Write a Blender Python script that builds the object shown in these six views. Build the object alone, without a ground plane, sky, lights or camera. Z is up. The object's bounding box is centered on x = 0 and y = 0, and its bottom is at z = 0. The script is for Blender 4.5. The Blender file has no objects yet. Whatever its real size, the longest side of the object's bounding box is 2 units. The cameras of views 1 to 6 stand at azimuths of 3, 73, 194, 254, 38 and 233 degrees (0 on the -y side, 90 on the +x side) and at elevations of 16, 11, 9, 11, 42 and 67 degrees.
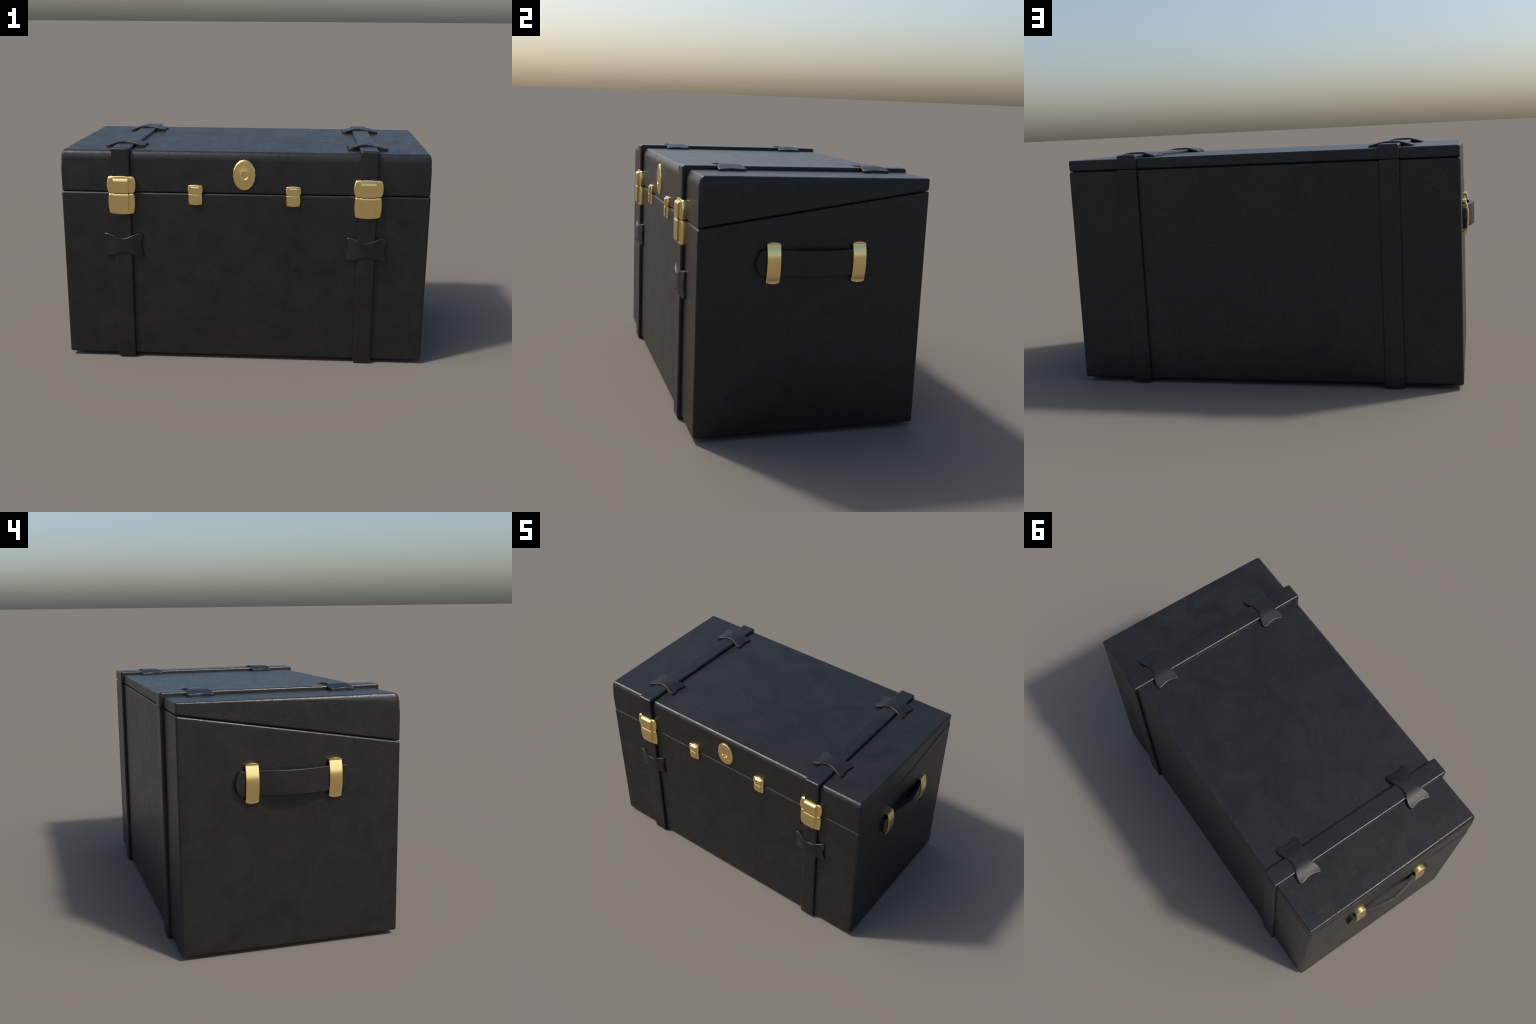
# Black leather travelling trunk with wrap-round straps, brass clasps, oval lock plate and side handles.
import bpy, bmesh, math
from mathutils import Vector, Matrix

# ------------------------------------------------------------------ dimensions (metres)
HX = 0.9460                      # half length of the case
YF, YB = -0.4955, 0.5120         # front and back face of the case
Z0, ZT = 0.0175, 1.1188          # underside and top of the case
SEAM_F, SEAM_B = 0.9050, 1.0660  # height of the sloping lid joint, front and back
GAP = 0.0011                     # half gap of the joint
YC = 0.5 * (YF + YB)
STRAP_X, STRAP_W, STRAP_T = 0.6310, 0.094, 0.0170


def seam(y):
    return SEAM_F + (SEAM_B - SEAM_F) * (y - YF) / (YB - YF)


# ------------------------------------------------------------------ materials
def nodes_for(name):
    m = bpy.data.materials.new(name)
    m.use_nodes = True
    nt = m.node_tree
    return m, nt, nt.nodes["Principled BSDF"]


def link(nt, a, b):
    nt.links.new(a, b)


def noise(nt, vec, scale, detail=4.0, rough=0.5, dist=0.0):
    n = nt.nodes.new("ShaderNodeTexNoise")
    n.inputs["Scale"].default_value = scale
    n.inputs["Detail"].default_value = detail
    n.inputs["Roughness"].default_value = rough
    n.inputs["Distortion"].default_value = dist
    link(nt, vec, n.inputs["Vector"])
    return n.outputs["Fac"]


def ramp(nt, fac, stops):
    r = nt.nodes.new("ShaderNodeValToRGB")
    e = r.color_ramp.elements
    while len(e) < len(stops):
        e.new(0.5)
    for el, (p, c) in zip(e, stops):
        el.position = p
        el.color = (c, c, c, 1) if isinstance(c, (int, float)) else (*c, 1)
    link(nt, fac, r.inputs["Fac"])
    return r.outputs["Color"]


def mixc(nt, fac, a, b, mode="MIX"):
    m = nt.nodes.new("ShaderNodeMix")
    m.data_type = "RGBA"
    m.blend_type = mode
    for sock, v in ((m.inputs[0], fac), (m.inputs[6], a), (m.inputs[7], b)):
        if isinstance(v, (int, float)):
            sock.default_value = v
        elif isinstance(v, tuple):
            sock.default_value = (*v, 1)
        else:
            link(nt, v, sock)
    return m.outputs[2]


def mathn(nt, op, a, b):
    m = nt.nodes.new("ShaderNodeMath")
    m.operation = op
    for s, v in zip(m.inputs, (a, b)):
        if isinstance(v, (int, float)):
            s.default_value = v
        else:
            link(nt, v, s)
    return m.outputs[0]


LEATHER_DARK = (0.0035, 0.0035, 0.0036)
LEATHER_LIGHT = (0.0125, 0.0121, 0.0115)


def leather(name, tone=1.0, rough=0.0, shift=False, grain=0.28):
    m, nt, bs = nodes_for(name)
    tc = nt.nodes.new("ShaderNodeTexCoord")
    vec = tc.outputs["Object"]
    if shift:                      # repeats share a mesh: move the pattern for each one
        oi = nt.nodes.new("ShaderNodeObjectInfo")
        sc = nt.nodes.new("ShaderNodeVectorMath")
        sc.operation = "SCALE"
        comb = nt.nodes.new("ShaderNodeCombineXYZ")
        for s in comb.inputs:
            link(nt, oi.outputs["Random"], s)
        link(nt, comb.outputs[0], sc.inputs[0])
        sc.inputs["Scale"].default_value = 37.0
        ad = nt.nodes.new("ShaderNodeVectorMath")
        link(nt, vec, ad.inputs[0])
        link(nt, sc.outputs[0], ad.inputs[1])
        vec = ad.outputs[0]
    cloud = ramp(nt, noise(nt, vec, 6.5, 9, 0.70, 0.6), [(0.35, 0.0), (0.60, 1.0)])
    scuff = ramp(nt, noise(nt, vec, 30.0, 6, 0.68, 1.0), [(0.47, 0.0), (0.68, 1.0)])
    stretch = nt.nodes.new("ShaderNodeMapping")
    stretch.inputs["Rotation"].default_value = (0.5, 0.4, 0.6)
    stretch.inputs["Scale"].default_value = (1.0, 1.8, 1.3)
    link(nt, vec, stretch.inputs["Vector"])
    pits = ramp(nt, noise(nt, stretch.outputs[0], 78.0, 4, 0.62, 1.0), [(0.545, 0.0), (0.645, 1.0)])
    pitzone = ramp(nt, noise(nt, vec, 6.5, 6, 0.65, 0.5), [(0.40, 0.22), (0.62, 1.0)])
    pits = mathn(nt, "MULTIPLY", pits, pitzone)
    d = tuple(c * tone for c in LEATHER_DARK)
    l = tuple(c * tone for c in LEATHER_LIGHT)
    col = mixc(nt, cloud, d, l)
    col = mixc(nt, mathn(nt, "MULTIPLY", scuff, 0.30), col, tuple(c * 1.45 for c in l))
    col = mixc(nt, mathn(nt, "MULTIPLY", pits, 0.9), col, tuple(c * 0.4 for c in d))
    link(nt, col, bs.inputs["Base Color"])
    r = mathn(nt, "MULTIPLY", cloud, -0.06)
    r = mathn(nt, "ADD", r, mathn(nt, "MULTIPLY", scuff, -0.05))
    r = mathn(nt, "ADD", r, 0.405 + rough)
    r = mathn(nt, "ADD", r, mathn(nt, "MULTIPLY", pits, 0.16))
    link(nt, r, bs.inputs["Roughness"])
    link(nt, mathn(nt, "SUBTRACT", 0.47, mathn(nt, "MULTIPLY", pits, 0.11)), bs.inputs["Specular IOR Level"])
    h = mathn(nt, "ADD", mathn(nt, "MULTIPLY", noise(nt, vec, 34.0, 7, 0.62, 0.6), 0.75),
              mathn(nt, "MULTIPLY", pits, -0.20))
    b = nt.nodes.new("ShaderNodeBump")
    b.inputs["Strength"].default_value = grain
    b.inputs["Distance"].default_value = 0.006
    link(nt, h, b.inputs["Height"])
    link(nt, b.outputs["Normal"], bs.inputs["Normal"])
    return m


def brass(name):
    m, nt, bs = nodes_for(name)
    tc = nt.nodes.new("ShaderNodeTexCoord")
    f = noise(nt, tc.outputs["Object"], 9.0, 3, 0.5)
    col = mixc(nt, ramp(nt, f, [(0.35, 0.0), (0.65, 1.0)]), (1.0, 0.755, 0.315), (1.0, 0.775, 0.335))
    link(nt, col, bs.inputs["Base Color"])
    bs.inputs["Metallic"].default_value = 1.0
    r = mathn(nt, "ADD", mathn(nt, "MULTIPLY", f, 0.03), 0.19)
    link(nt, r, bs.inputs["Roughness"])
    return m


MAT_CASE = leather("black_leather_case")
MAT_STRAP = leather("black_leather_strap", 1.0, -0.03, False, 0.24)
MAT_BOW = leather("black_leather_bow", 1.0, 0.0, True, 0.12)
MAT_BRASS = brass("polished_brass")

# ------------------------------------------------------------------ mesh helpers
root = bpy.data.objects.new("travel_trunk", None)
bpy.context.scene.collection.objects.link(root)
root["label"] = "black leather trunk with straps, brass clasps and side handles"
root["category"] = "trunk"


def place(ob, parent):
    bpy.context.scene.collection.objects.link(ob)
    ob.parent = parent
    return ob


def make(name, verts, faces, mat, parent, angle=40.0, weighted=False):
    me = bpy.data.meshes.new(name)
    bm = bmesh.new()
    vs = [bm.verts.new(v) for v in verts]
    for f in faces:
        try:
            bm.faces.new([vs[i] for i in f])
        except ValueError:
            pass
    bmesh.ops.remove_doubles(bm, verts=bm.verts, dist=1e-5)
    bmesh.ops.recalc_face_normals(bm, faces=bm.faces)
    for f in bm.faces:
        f.smooth = True
    for e in bm.edges:
        if len(e.link_faces) == 2 and e.calc_face_angle(0) > math.radians(angle):
            e.smooth = False
    bm.to_mesh(me)
    bm.free()
    me.materials.append(mat)
    ob = place(bpy.data.objects.new(name, me), parent)
    if weighted:
        w = ob.modifiers.new("weighted", "WEIGHTED_NORMAL")
        w.weight = 90
        w.keep_sharp = True
    return ob


def repeat(ob, name, matrix, parent=None):
    c = ob.copy()
    c.name = name
    bpy.context.scene.collection.objects.link(c)
    c.parent = parent if parent else ob.parent
    c.matrix_local = matrix
    return c


# ------------------------------------------------------------------ case: two rounded wedges
def rounded_wedge(name, zlo, zhi, radii, mid, hx, yf):
    """Box between zlo(y) and zhi(y); radii(b, c) gives the edge rounding (rx, ry, rz) at
    depth b (0 front, 1 back) and height c (0 bottom, 1 top)."""
    steps = [math.tan(math.radians(a)) for a in (45, 37.5, 30, 22.5, 15, 7.5, 0)]

    def axis(n):
        return ([(0, s) for s in steps] + [(i / n, None) for i in range(1, n)] +
                [(1, s) for s in reversed(steps)])
    ax, ay, az = axis(mid[0]), axis(mid[1]), axis(mid[2])
    vid, verts, faces = {}, [], []

    def coord(node, lo, hi, r):
        side, s = node
        if s is None:
            return lo + r * 1.1 + (hi - lo - 2.2 * r) * side
        return lo + r * (1 - s) if side == 0 else hi - r * (1 - s)

    def vert(i, j, k):
        key = (i, j, k)
        if key in vid:
            return vid[key]
        r = radii(ay[j][0], az[k][0])
        y = coord(ay[j], yf, YB, r[1])
        x = coord(ax[i], -hx, hx, r[0])
        lo, hi = zlo(y), zhi(y)
        z = coord(az[k], lo, hi, r[2])
        q = Vector((min(max(x, -hx + r[0]), hx - r[0]),
                    min(max(y, yf + r[1]), YB - r[1]),
                    min(max(z, lo + r[2]), hi - r[2])))
        d = Vector((x, y, z)) - q
        n = Vector((d.x / r[0], d.y / r[1], d.z / r[2]))
        if n.length > 1e-9:
            n.normalize()
        vid[key] = len(verts)
        verts.append((q.x + n.x * r[0], q.y + n.y * r[1], q.z + n.z * r[2]))
        return vid[key]
    nx, ny, nz = len(ax) - 1, len(ay) - 1, len(az) - 1
    for i in range(nx):
        for j in range(ny):
            for k in (0, nz):
                faces.append([vert(i, j, k), vert(i + 1, j, k), vert(i + 1, j + 1, k), vert(i, j + 1, k)])
    for i in range(nx):
        for k in range(nz):
            for j in (0, ny):
                faces.append([vert(i, j, k), vert(i + 1, j, k), vert(i + 1, j, k + 1), vert(i, j, k + 1)])
    for j in range(ny):
        for k in range(nz):
            for i in (0, nx):
                faces.append([vert(i, j, k), vert(i, j + 1, k), vert(i, j + 1, k + 1), vert(i, j, k + 1)])
    return make(name, verts, faces, MAT_CASE, root, 60, True)


def lid_radii(b, c):
    """Front top edge widely rounded; the side top edges tighten towards the back."""
    t = min(max((c - 0.48) / 0.52, 0.0), 1.0)
    t = t * t * (3 - 2 * t)
    f = (1 - b) ** 2
    rx, ry, rz = 0.0075 + 0.0095 * (1 - b), 0.0075 + 0.0185 * f, 0.0075 + 0.009 * (1 - b) + 0.030 * f * f
    low = 0.0085
    return low + (rx - low) * t, low + (ry - low) * t, low + (rz - low) * t


def body_radii(b, c):
    return (0.0105, 0.0105, 0.0105)


rounded_wedge("lid", lambda y: seam(y) + GAP, lambda y: ZT, lid_radii, (10, 10, 9), HX - 0.0026, YF + 0.0008)
rounded_wedge("body", lambda y: Z0, lambda y: seam(y) - GAP, body_radii, (10, 10, 10), HX, YF)

# ------------------------------------------------------------------ straps
SY0, SY1, SZ0, SZ1 = YF + 0.0003 - STRAP_T, YB + STRAP_T - 0.0005, 0.0, ZT + STRAP_T + 0.0007
CORNER = 0.0125


def corner_arc(cy, cz, sy, sz, d, start, n=6):
    """Points round one corner of the strap loop, at depth d under its outer face."""
    r = max(CORNER - d, 0.0008)
    oy, oz = cy - sy * (d + r), cz - sz * (d + r)
    pts = []
    for i in range(n + 1):
        a = math.pi / 2 * i / n
        u, v = (math.cos(a), math.sin(a)) if start == "y" else (math.sin(a), math.cos(a))
        pts.append((oy + sy * r * u, oz + sz * r * v))
    return pts


def strap_path(upper, d, trim):
    if upper:
        pts = [(SY0 + d, SEAM_F - 0.001 + trim)]
        pts += corner_arc(SY0, SZ1, -1, 1, d, "y")
        pts += corner_arc(SY1, SZ1, 1, 1, d, "z")
        pts += [(SY1 - d, SEAM_B + 0.0028 + trim)]
    else:
        pts = [(SY0 + d, SEAM_F - 0.003 - trim)]
        pts += corner_arc(SY0, SZ0, -1, -1, d, "y")
        pts += corner_arc(SY1, SZ0, 1, -1, d, "z")
        pts += [(SY1 - d, SEAM_B + 0.0008 - trim)]
    return pts


def strap(name, xc, upper):
    hw, r, depth = STRAP_W / 2, 0.0090, 0.040
    sect = [(-hw, depth)]
    sect += [(-hw + r - r * math.cos(math.pi / 2 * i / 5), r - r * math.sin(math.pi / 2 * i / 5)) for i in range(6)]
    sect += [(hw - r + r * math.sin(math.pi / 2 * i / 5), r - r * math.cos(math.pi / 2 * i / 5)) for i in range(6)]
    sect += [(hw, depth)]
    rows = []
    for x, d in sect:
        # shrunken end rings give the cut ends a soft chamfer
        c = 0.0018
        main = strap_path(upper, d, c)
        ends = strap_path(upper, min(d + c, depth), 0.0)
        xe = x * (hw - c) / hw
        row = [(xc + xe, *ends[0])] + [(xc + x, y, z) for y, z in main] + [(xc + xe, *ends[-1])]
        rows.append(row)
    n = len(rows[0])
    verts = [p for row in rows for p in row]
    faces = []
    for i in range(len(rows) - 1):
        for j in range(n - 1):
            faces.append([i * n + j, i * n + j + 1, (i + 1) * n + j + 1, (i + 1) * n + j])
    last = (len(rows) - 1) * n
    for j in range(n - 1):
        faces.append([j, last + j, last + j + 1, j + 1])
    faces.append([i * n for i in range(len(rows))])
    faces.append([i * n + n - 1 for i in range(len(rows))])
    return make(name, verts, faces, MAT_STRAP, root, 50, True)


for sx in (-1, 1):
    strap("lid_strap", sx * STRAP_X, True)
    strap("body_strap", sx * STRAP_X, False)


# ------------------------------------------------------------------ plates from an outline
def spline_closed(ctrl, per):
    """Catmull-Rom through control points; a point marked True is a corner."""
    out, n = [], len(ctrl)
    for i in range(n):
        p0, p1, p2, p3 = (Vector(ctrl[(i + k) % n][:2]) for k in (-1, 0, 1, 2))
        t1 = Vector((0, 0)) if ctrl[i][2] else (p2 - p0) * 0.5
        t2 = Vector((0, 0)) if ctrl[(i + 1) % n][2] else (p3 - p1) * 0.5
        if ctrl[i][2]:
            t1 = (p2 - p1) * 0.6
        if ctrl[(i + 1) % n][2]:
            t2 = (p2 - p1) * 0.6
        for k in range(per):
            t = k / per
            out.append((2 * t**3 - 3 * t**2 + 1) * p1 + (t**3 - 2 * t**2 + t) * t1 +
                       (-2 * t**3 + 3 * t**2) * p2 + (t**3 - t**2) * t2)
    return out


def inward(outline):
    n = len(outline)
    area = sum(outline[i].x * outline[(i + 1) % n].y - outline[(i + 1) % n].x * outline[i].y for i in range(n))
    s = 1 if area > 0 else -1
    res = []
    for i in range(n):
        t = (outline[(i + 1) % n] - outline[i - 1]).normalized()
        res.append(Vector((-t.y, t.x)) * s)
    return res


def plate(outline, thick, radius, bottom=0.0, arc=5, rings=(0.8, 0.55, 0.3), bend=None):
    """Solid plate over the outline (u, v), rising w from bottom to thick, its rim rounded by
    radius(point); bend(u, v) lifts its top, the underside stays flat."""
    nrm = inward(outline)
    n = len(outline)
    cen = sum(outline, Vector((0, 0))) / n
    loops = [[(p, bottom) for p in outline]]
    for a in range(arc + 1):
        th = math.pi / 2 * a / arc
        loop = []
        for p, q in zip(outline, nrm):
            r = radius(p)
            loop.append((p + q * r * (1 - math.cos(th)), thick - r * (1 - math.sin(th))))
        loops.append(loop)
    rim = loops[-1]
    for s in rings:
        loops.append([(cen + (p - cen) * s, thick) for p, w in rim])
    verts, faces = [], []
    for k, lp in enumerate(loops):
        for p, w in lp:
            verts.append((p.x, p.y, w + (bend(p.x, p.y) if bend and k else 0.0)))
    for i in range(len(loops) - 1):
        for j in range(n):
            k = (j + 1) % n
            faces.append([i * n + j, i * n + k, (i + 1) * n + k, (i + 1) * n + j])
    base = (len(loops) - 1) * n
    top = len(verts)
    verts.append((cen.x, cen.y, thick + (bend(cen.x, cen.y) if bend else 0.0)))
    faces += [[base + j, base + (j + 1) % n, top] for j in range(n)]
    under = []
    for s in rings:
        under.append([(cen + (p - cen) * s, bottom) for p in outline])
    prev = list(range(n))
    for lp in under:
        start = len(verts)
        for p, w in lp:
            verts.append((p.x, p.y, w))
        cur = list(range(start, start + n))
        faces += [[prev[j], cur[j], cur[(j + 1) % n], prev[(j + 1) % n]] for j in range(n)]
        prev = cur
    low = len(verts)
    verts.append((cen.x, cen.y, bottom))
    faces += [[prev[(j + 1) % n], prev[j], low] for j in range(n)]
    return verts, faces


# ------------------------------------------------------------------ bow-tie strap keepers
quarter = [(0.0, 0.0365), (0.028, 0.0425), (0.052, 0.0535), (0.077, 0.0610), (0.0935, 0.0617),
           (0.1030, 0.0542), (0.1020, 0.0405), (0.0965, 0.0190), (0.0942, 0.0)]
bow_ctrl = [(u, v, False) for u, v in quarter]
bow_ctrl += [(u, -v, False) for u, v in quarter[-2::-1]]
bow_ctrl += [(-u, -v, False) for u, v in quarter[1:]]
bow_ctrl += [(-u, v, False) for u, v in quarter[-2:0:-1]]
bow_ctrl = [(u, v, abs(u) < 1e-6) for u, v, _ in bow_ctrl]


def bow_bend(u, v):
    t = min(max((abs(u) - 0.024) / (0.110 - 0.024), 0.0), 1.0)
    return 0.0160 * (1 - t * t * (3 - 2 * t))


bow_verts, bow_faces = plate(spline_closed(bow_ctrl, 4), 0.0100, lambda p: 0.0046, -0.0010, 5,
                             (0.9, 0.78, 0.64, 0.5, 0.36, 0.22, 0.1), bow_bend)
keeper = None
UP = Matrix.Identity(3)
FRONT = Matrix(((1, 0, 0), (0, 0, -1), (0, 1, 0)))      # (u, v, w) -> x, z, -y


def seat(rot, loc, scale=1.0):
    return Matrix.Translation(loc) @ (rot * scale).to_4x4()


spots = [(UP, sx * 0.6305, y, ZT) for sx in (-1, 1) for y in (-0.3055, 0.3555)]
spots += [(FRONT, sx * 0.6305, YF, 0.6275) for sx in (-1, 1)]
for rot, x, y, z in spots:
    m = seat(rot, (x, y, z))
    if keeper is None:
        keeper = make("strap_keeper", bow_verts, bow_faces, MAT_BOW, root, 60, True)
        keeper.matrix_local = m
    else:
        repeat(keeper, "strap_keeper", m)


# ------------------------------------------------------------------ brass clasps
def round_outline(edges, corner, n_arc=6, n_edge=5):
    """Closed outline from four bulging edges (corner points ccw, bulge per edge), corners rounded."""
    pts = []
    m = len(edges)
    for i in range(m):
        a, b = Vector(edges[i][0]), Vector(edges[(i + 1) % m][0])
        z = Vector(edges[i - 1][0])
        bul = edges[i][1]
        rr = corner[i]
        rn = corner[(i + 1) % m]
        d0, d1 = (a - z).normalized(), (b - a).normalized()
        # rounded corner at a (quadratic blend)
        s, e = a - d0 * rr, a + d1 * rr
        for k in range(n_arc + 1):
            t = k / n_arc
            w = 0.72
            den = (1 - t) ** 2 + 2 * w * t * (1 - t) + t * t
            pts.append(((1 - t) ** 2 * s + 2 * w * t * (1 - t) * a + t * t * e) / den)
        out = Vector((d1.y, -d1.x))
        st, en = a + d1 * rr, b - d1 * rn
        for k in range(1, n_edge):
            t = k / n_edge
            pts.append(st + (en - st) * t + out * bul * 4 * t * (1 - t))
    return pts


def clasp_mesh_parts():
    """Clasp drawn about the joint: u across, v up from the joint, w out from the case."""
    upper = round_outline([((-0.0700, 0.0008), 0.0), ((0.0700, 0.0008), 0.0050),
                           ((0.0710, 0.0868), 0.0062), ((-0.0710, 0.0868), 0.0050)],
                          [0.012, 0.012, 0.013, 0.013])
    lower = round_outline([((-0.0655, -0.1095), 0.0056), ((0.0655, -0.1095), 0.0038),
                           ((0.0680, -0.0008), 0.0), ((-0.0680, -0.0008), 0.0038)],
                          [0.0125, 0.0125, 0.010, 0.010])

    def ease(v, lo, hi):
        t = min(max((v - lo) / (hi - lo), 0), 1)
        return t * t * (3 - 2 * t)
    rim_up = lambda p: 0.004 + 0.007 * ease(p.y, 0.01, 0.085)
    rim_lo = lambda p: 0.009
    return {
        "clasp": plate(lower, 0.0187, rim_lo, -0.002, 6),
        "clasp_hasp": plate(upper, 0.0187, rim_up, -0.002, 6),
        "hasp_panel": panel(0.0012, 0.0765, 0.0393, 0.0380, 0.0155, 0.0125, 0.0),
        "clasp_panel": panel(-0.0955, -0.0010, 0.0365, 0.0393, 0.0105, 0.0080, 0.0080),
    }


def panel(v0, v1, hw0, hw1, top_v, top_w, corner):
    """Raised tongue of a clasp: big roll-over at its upper end, crisp sides, rounded lower corners."""
    base, face, e = 0.014, 0.0331, 0.0010
    s_nodes = [-1.0, -0.985, -0.955, -0.9, -0.82, -0.75, -0.4, 0.0, 0.4, 0.75, 0.82, 0.9, 0.955, 0.985, 1.0]
    verts, faces = [], []
    n = 0
    for side in [-1.0] + s_nodes + [1.0]:
        idx_end = n in (0, len(s_nodes) + 1)
        dip = e if idx_end else 0.0              # end rings sit lower: a small side chamfer
        over = (1 - abs(side)) * hw0
        lift = corner - math.sqrt(max(corner ** 2 - max(corner - over, 0.0) ** 2, 0.0)) if corner else 0.0
        ring = [(v0 + lift, base), (v0 + lift, face - e - dip), (v0 + lift + e * 0.4, face - e * 0.4 - dip),
                (v0 + lift + e, face - dip)]
        for k in range(8):
            a = math.pi / 2 * k / 7
            ring.append((v1 - top_v + top_v * math.sin(a), face - top_w + top_w * math.cos(a) - dip))
        ring.append((v1, base))
        for v, w in ring:
            hw = hw0 + (hw1 - hw0) * (v - v0) / (v1 - v0)
            inset = 0.0 if idx_end else e * 0.8
            verts.append((side * (hw - inset), v, max(w, base)))
        n += 1
    k = 13
    for i in range(n - 1):
        for j in range(k):
            a, b = i * k + j, i * k + (j + 1) % k
            faces.append([a, b, b + k, a + k])
    faces.append(list(range(k)))
    faces.append([(n - 1) * k + j for j in range(k)])
    return verts, faces


parts = clasp_mesh_parts()
JOINT = 0.9032
master = None
for x, s in ((-0.6310, 1.0), (0.6310, 1.0), (-0.2505, 0.515), (0.2515, 0.515)):
    m = seat(FRONT, (x, YF, JOINT), s)
    if master is None:
        objs = {}
        for nm, (v, f) in parts.items():
            objs[nm] = make(nm, v, f, MAT_BRASS, root, 50, True)
        master = objs["clasp"]
        master.matrix_local = m
        for nm in ("clasp_hasp", "hasp_panel", "clasp_panel"):
            objs[nm].parent = master
    else:
        c = repeat(master, "clasp" if s == 1.0 else "small_clasp", m, root)
        for nm in ("clasp_hasp", "hasp_panel", "clasp_panel"):
            repeat(objs[nm], nm, Matrix.Identity(4), c)


# ------------------------------------------------------------------ oval lock plate with a round keyhole recess
def lock_plate():
    n = 16
    a, b, zc, hz = 0.0574, 0.0788, 1.0045, 1.0020
    prof = []                                    # (half width, half height, out, centre height)
    prof.append((a, b, -0.001, zc))
    prof.append((a, b, 0.0026, zc))
    prof.append((a - 0.0045, b - 0.0074, 0.0068, zc))
    for t in (0.06, 0.35, 0.62, 0.85):
        w = a - 0.0045 + (0.0225 - a + 0.0045) * t
        h = b - 0.0074 + (0.0225 - b + 0.0074) * t
        prof.append((w, h, 0.0070 + 0.0036 * t ** 1.6, zc + (hz - zc) * t))
    prof.append((0.0222, 0.0226, 0.0106, hz))
    prof.append((0.0208, 0.0214, 0.0100, hz))
    prof.append((0.0200, 0.0206, 0.0085, hz))
    prof.append((0.0192, 0.0198, 0.0014, hz))
    prof.append((0.0180, 0.0186, 0.0006, hz))
    verts, faces = [], []
    for w, h, o, c in prof:
        for i in range(n):
            t = 2 * math.pi * i / n
            verts.append((w * math.sin(t), YF - o, c + h * math.cos(t)))
    for k in range(len(prof) - 1):
        for i in range(n):
            j = (i + 1) % n
            faces.append([k * n + i, k * n + j, (k + 1) * n + j, (k + 1) * n + i])
    faces.append([(len(prof) - 1) * n + i for i in range(n)])
    faces.append(list(range(n)))
    return make("lock_plate", verts, faces, MAT_BRASS, root, 23)


lock_plate()

# ------------------------------------------------------------------ side handles
HZ, HH = 0.7659, 0.0543          # height of the grip's middle, half its width


def handle(sx):
    # outer face of the strap along y; four straight runs bow out between the clips
    e0 = 0.9662 - HX
    stations = [(-0.2605, e0 - 0.001, 0.003), (-0.2590, e0, 0.015), (-0.2540, e0, 0.0300), (-0.2475, e0, 0.0430),
                (-0.2385, e0, HH), (-0.1720, e0, HH), (-0.1580, 0.9684 - HX, HH), (-0.1200, 0.9790 - HX, HH),
                (-0.0800, 0.9885 - HX, HH), (0.0, 1.0 - HX, HH)]
    stations += [(-y, o, h) for y, o, h in stations[-2::-1]]
    thick, c = 0.0200, 0.0028
    verts, faces, rows = [], [], []
    for y, o, h in stations:
        hh = h
        out, back = o, o - thick
        c = min(c, hh)
        ring = [(back, -hh), (out - c, -hh), (out - 0.3 * c, -hh + 0.3 * c), (out, -hh + c),
                (out, hh - c), (out - 0.3 * c, hh - 0.3 * c), (out - c, hh), (back, hh)]
        rows.append([len(verts) + i for i in range(len(ring))])
        verts += [(sx * (HX + w), YC + y, HZ + z) for w, z in ring]
    for r0, r1 in zip(rows, rows[1:]):
        k = len(r0)
        faces += [[r0[i], r0[(i + 1) % k], r1[(i + 1) % k], r1[i]] for i in range(k)]
    faces += [rows[0], rows[-1]]
    grip = make("handle", verts, faces, MAT_STRAP, root, 50, True)

    # brass clip: flat feet, a bulge over the strap
    for yc in (-0.1880, 0.1880):
        foot, rise = 0.9640 - HX, 0.0120
        line = [(0.0817, foot - 0.0016), (0.0806, foot), (0.0765, foot), (0.0745, foot + 0.0005)]
        for i in range(1, 9):
            z = 0.0745 - 0.0745 * i / 8
            line.append((z, foot + 0.0005 + rise * (1 - (z / 0.0745) ** 2)))
        line += [(-z, w) for z, w in line[-2::-1]]
        hw, e = 0.0293, 0.0014
        cols = (-1, -0.95, -0.75, -0.5, -0.25, 0, 0.25, 0.5, 0.75, 0.95, 1)
        v, f, idx = [], [], []
        for li, (z, w) in enumerate(line):
            under = max(w - 0.0075, 0.0) if abs(z) < 0.073 else 0.0
            row = []
            for cidx, frac in enumerate(cols):
                u = hw * frac
                zz = z
                if li in (0, 1, len(line) - 2, len(line) - 1):         # gently arched ends
                    zz = z + math.copysign(0.0063 * (1 - frac * frac), z)
                edge = e if abs(frac) == 1 else 0.0
                row.append((u, zz, w - edge))
            ring = row + [(u_, z_, under) for u_, z_, w_ in reversed(row)]
            idx.append([len(v) + i for i in range(len(ring))])
            v += [(sx * (HX + w_), YC + yc + u_, HZ + z_) for u_, z_, w_ in ring]
        for r0, r1 in zip(idx, idx[1:]):
            k = len(r0)
            f += [[r0[i], r0[(i + 1) % k], r1[(i + 1) % k], r1[i]] for i in range(k)]
        nc = len(cols)
        for r in (idx[0], idx[-1]):
            f += [[r[q], r[q + 1], r[2 * nc - 2 - q], r[2 * nc - 1 - q]] for q in range(nc - 1)]
        make("handle_clip", v, f, MAT_BRASS, grip, 11)
    return grip


for sx in (-1, 1):
    handle(sx)
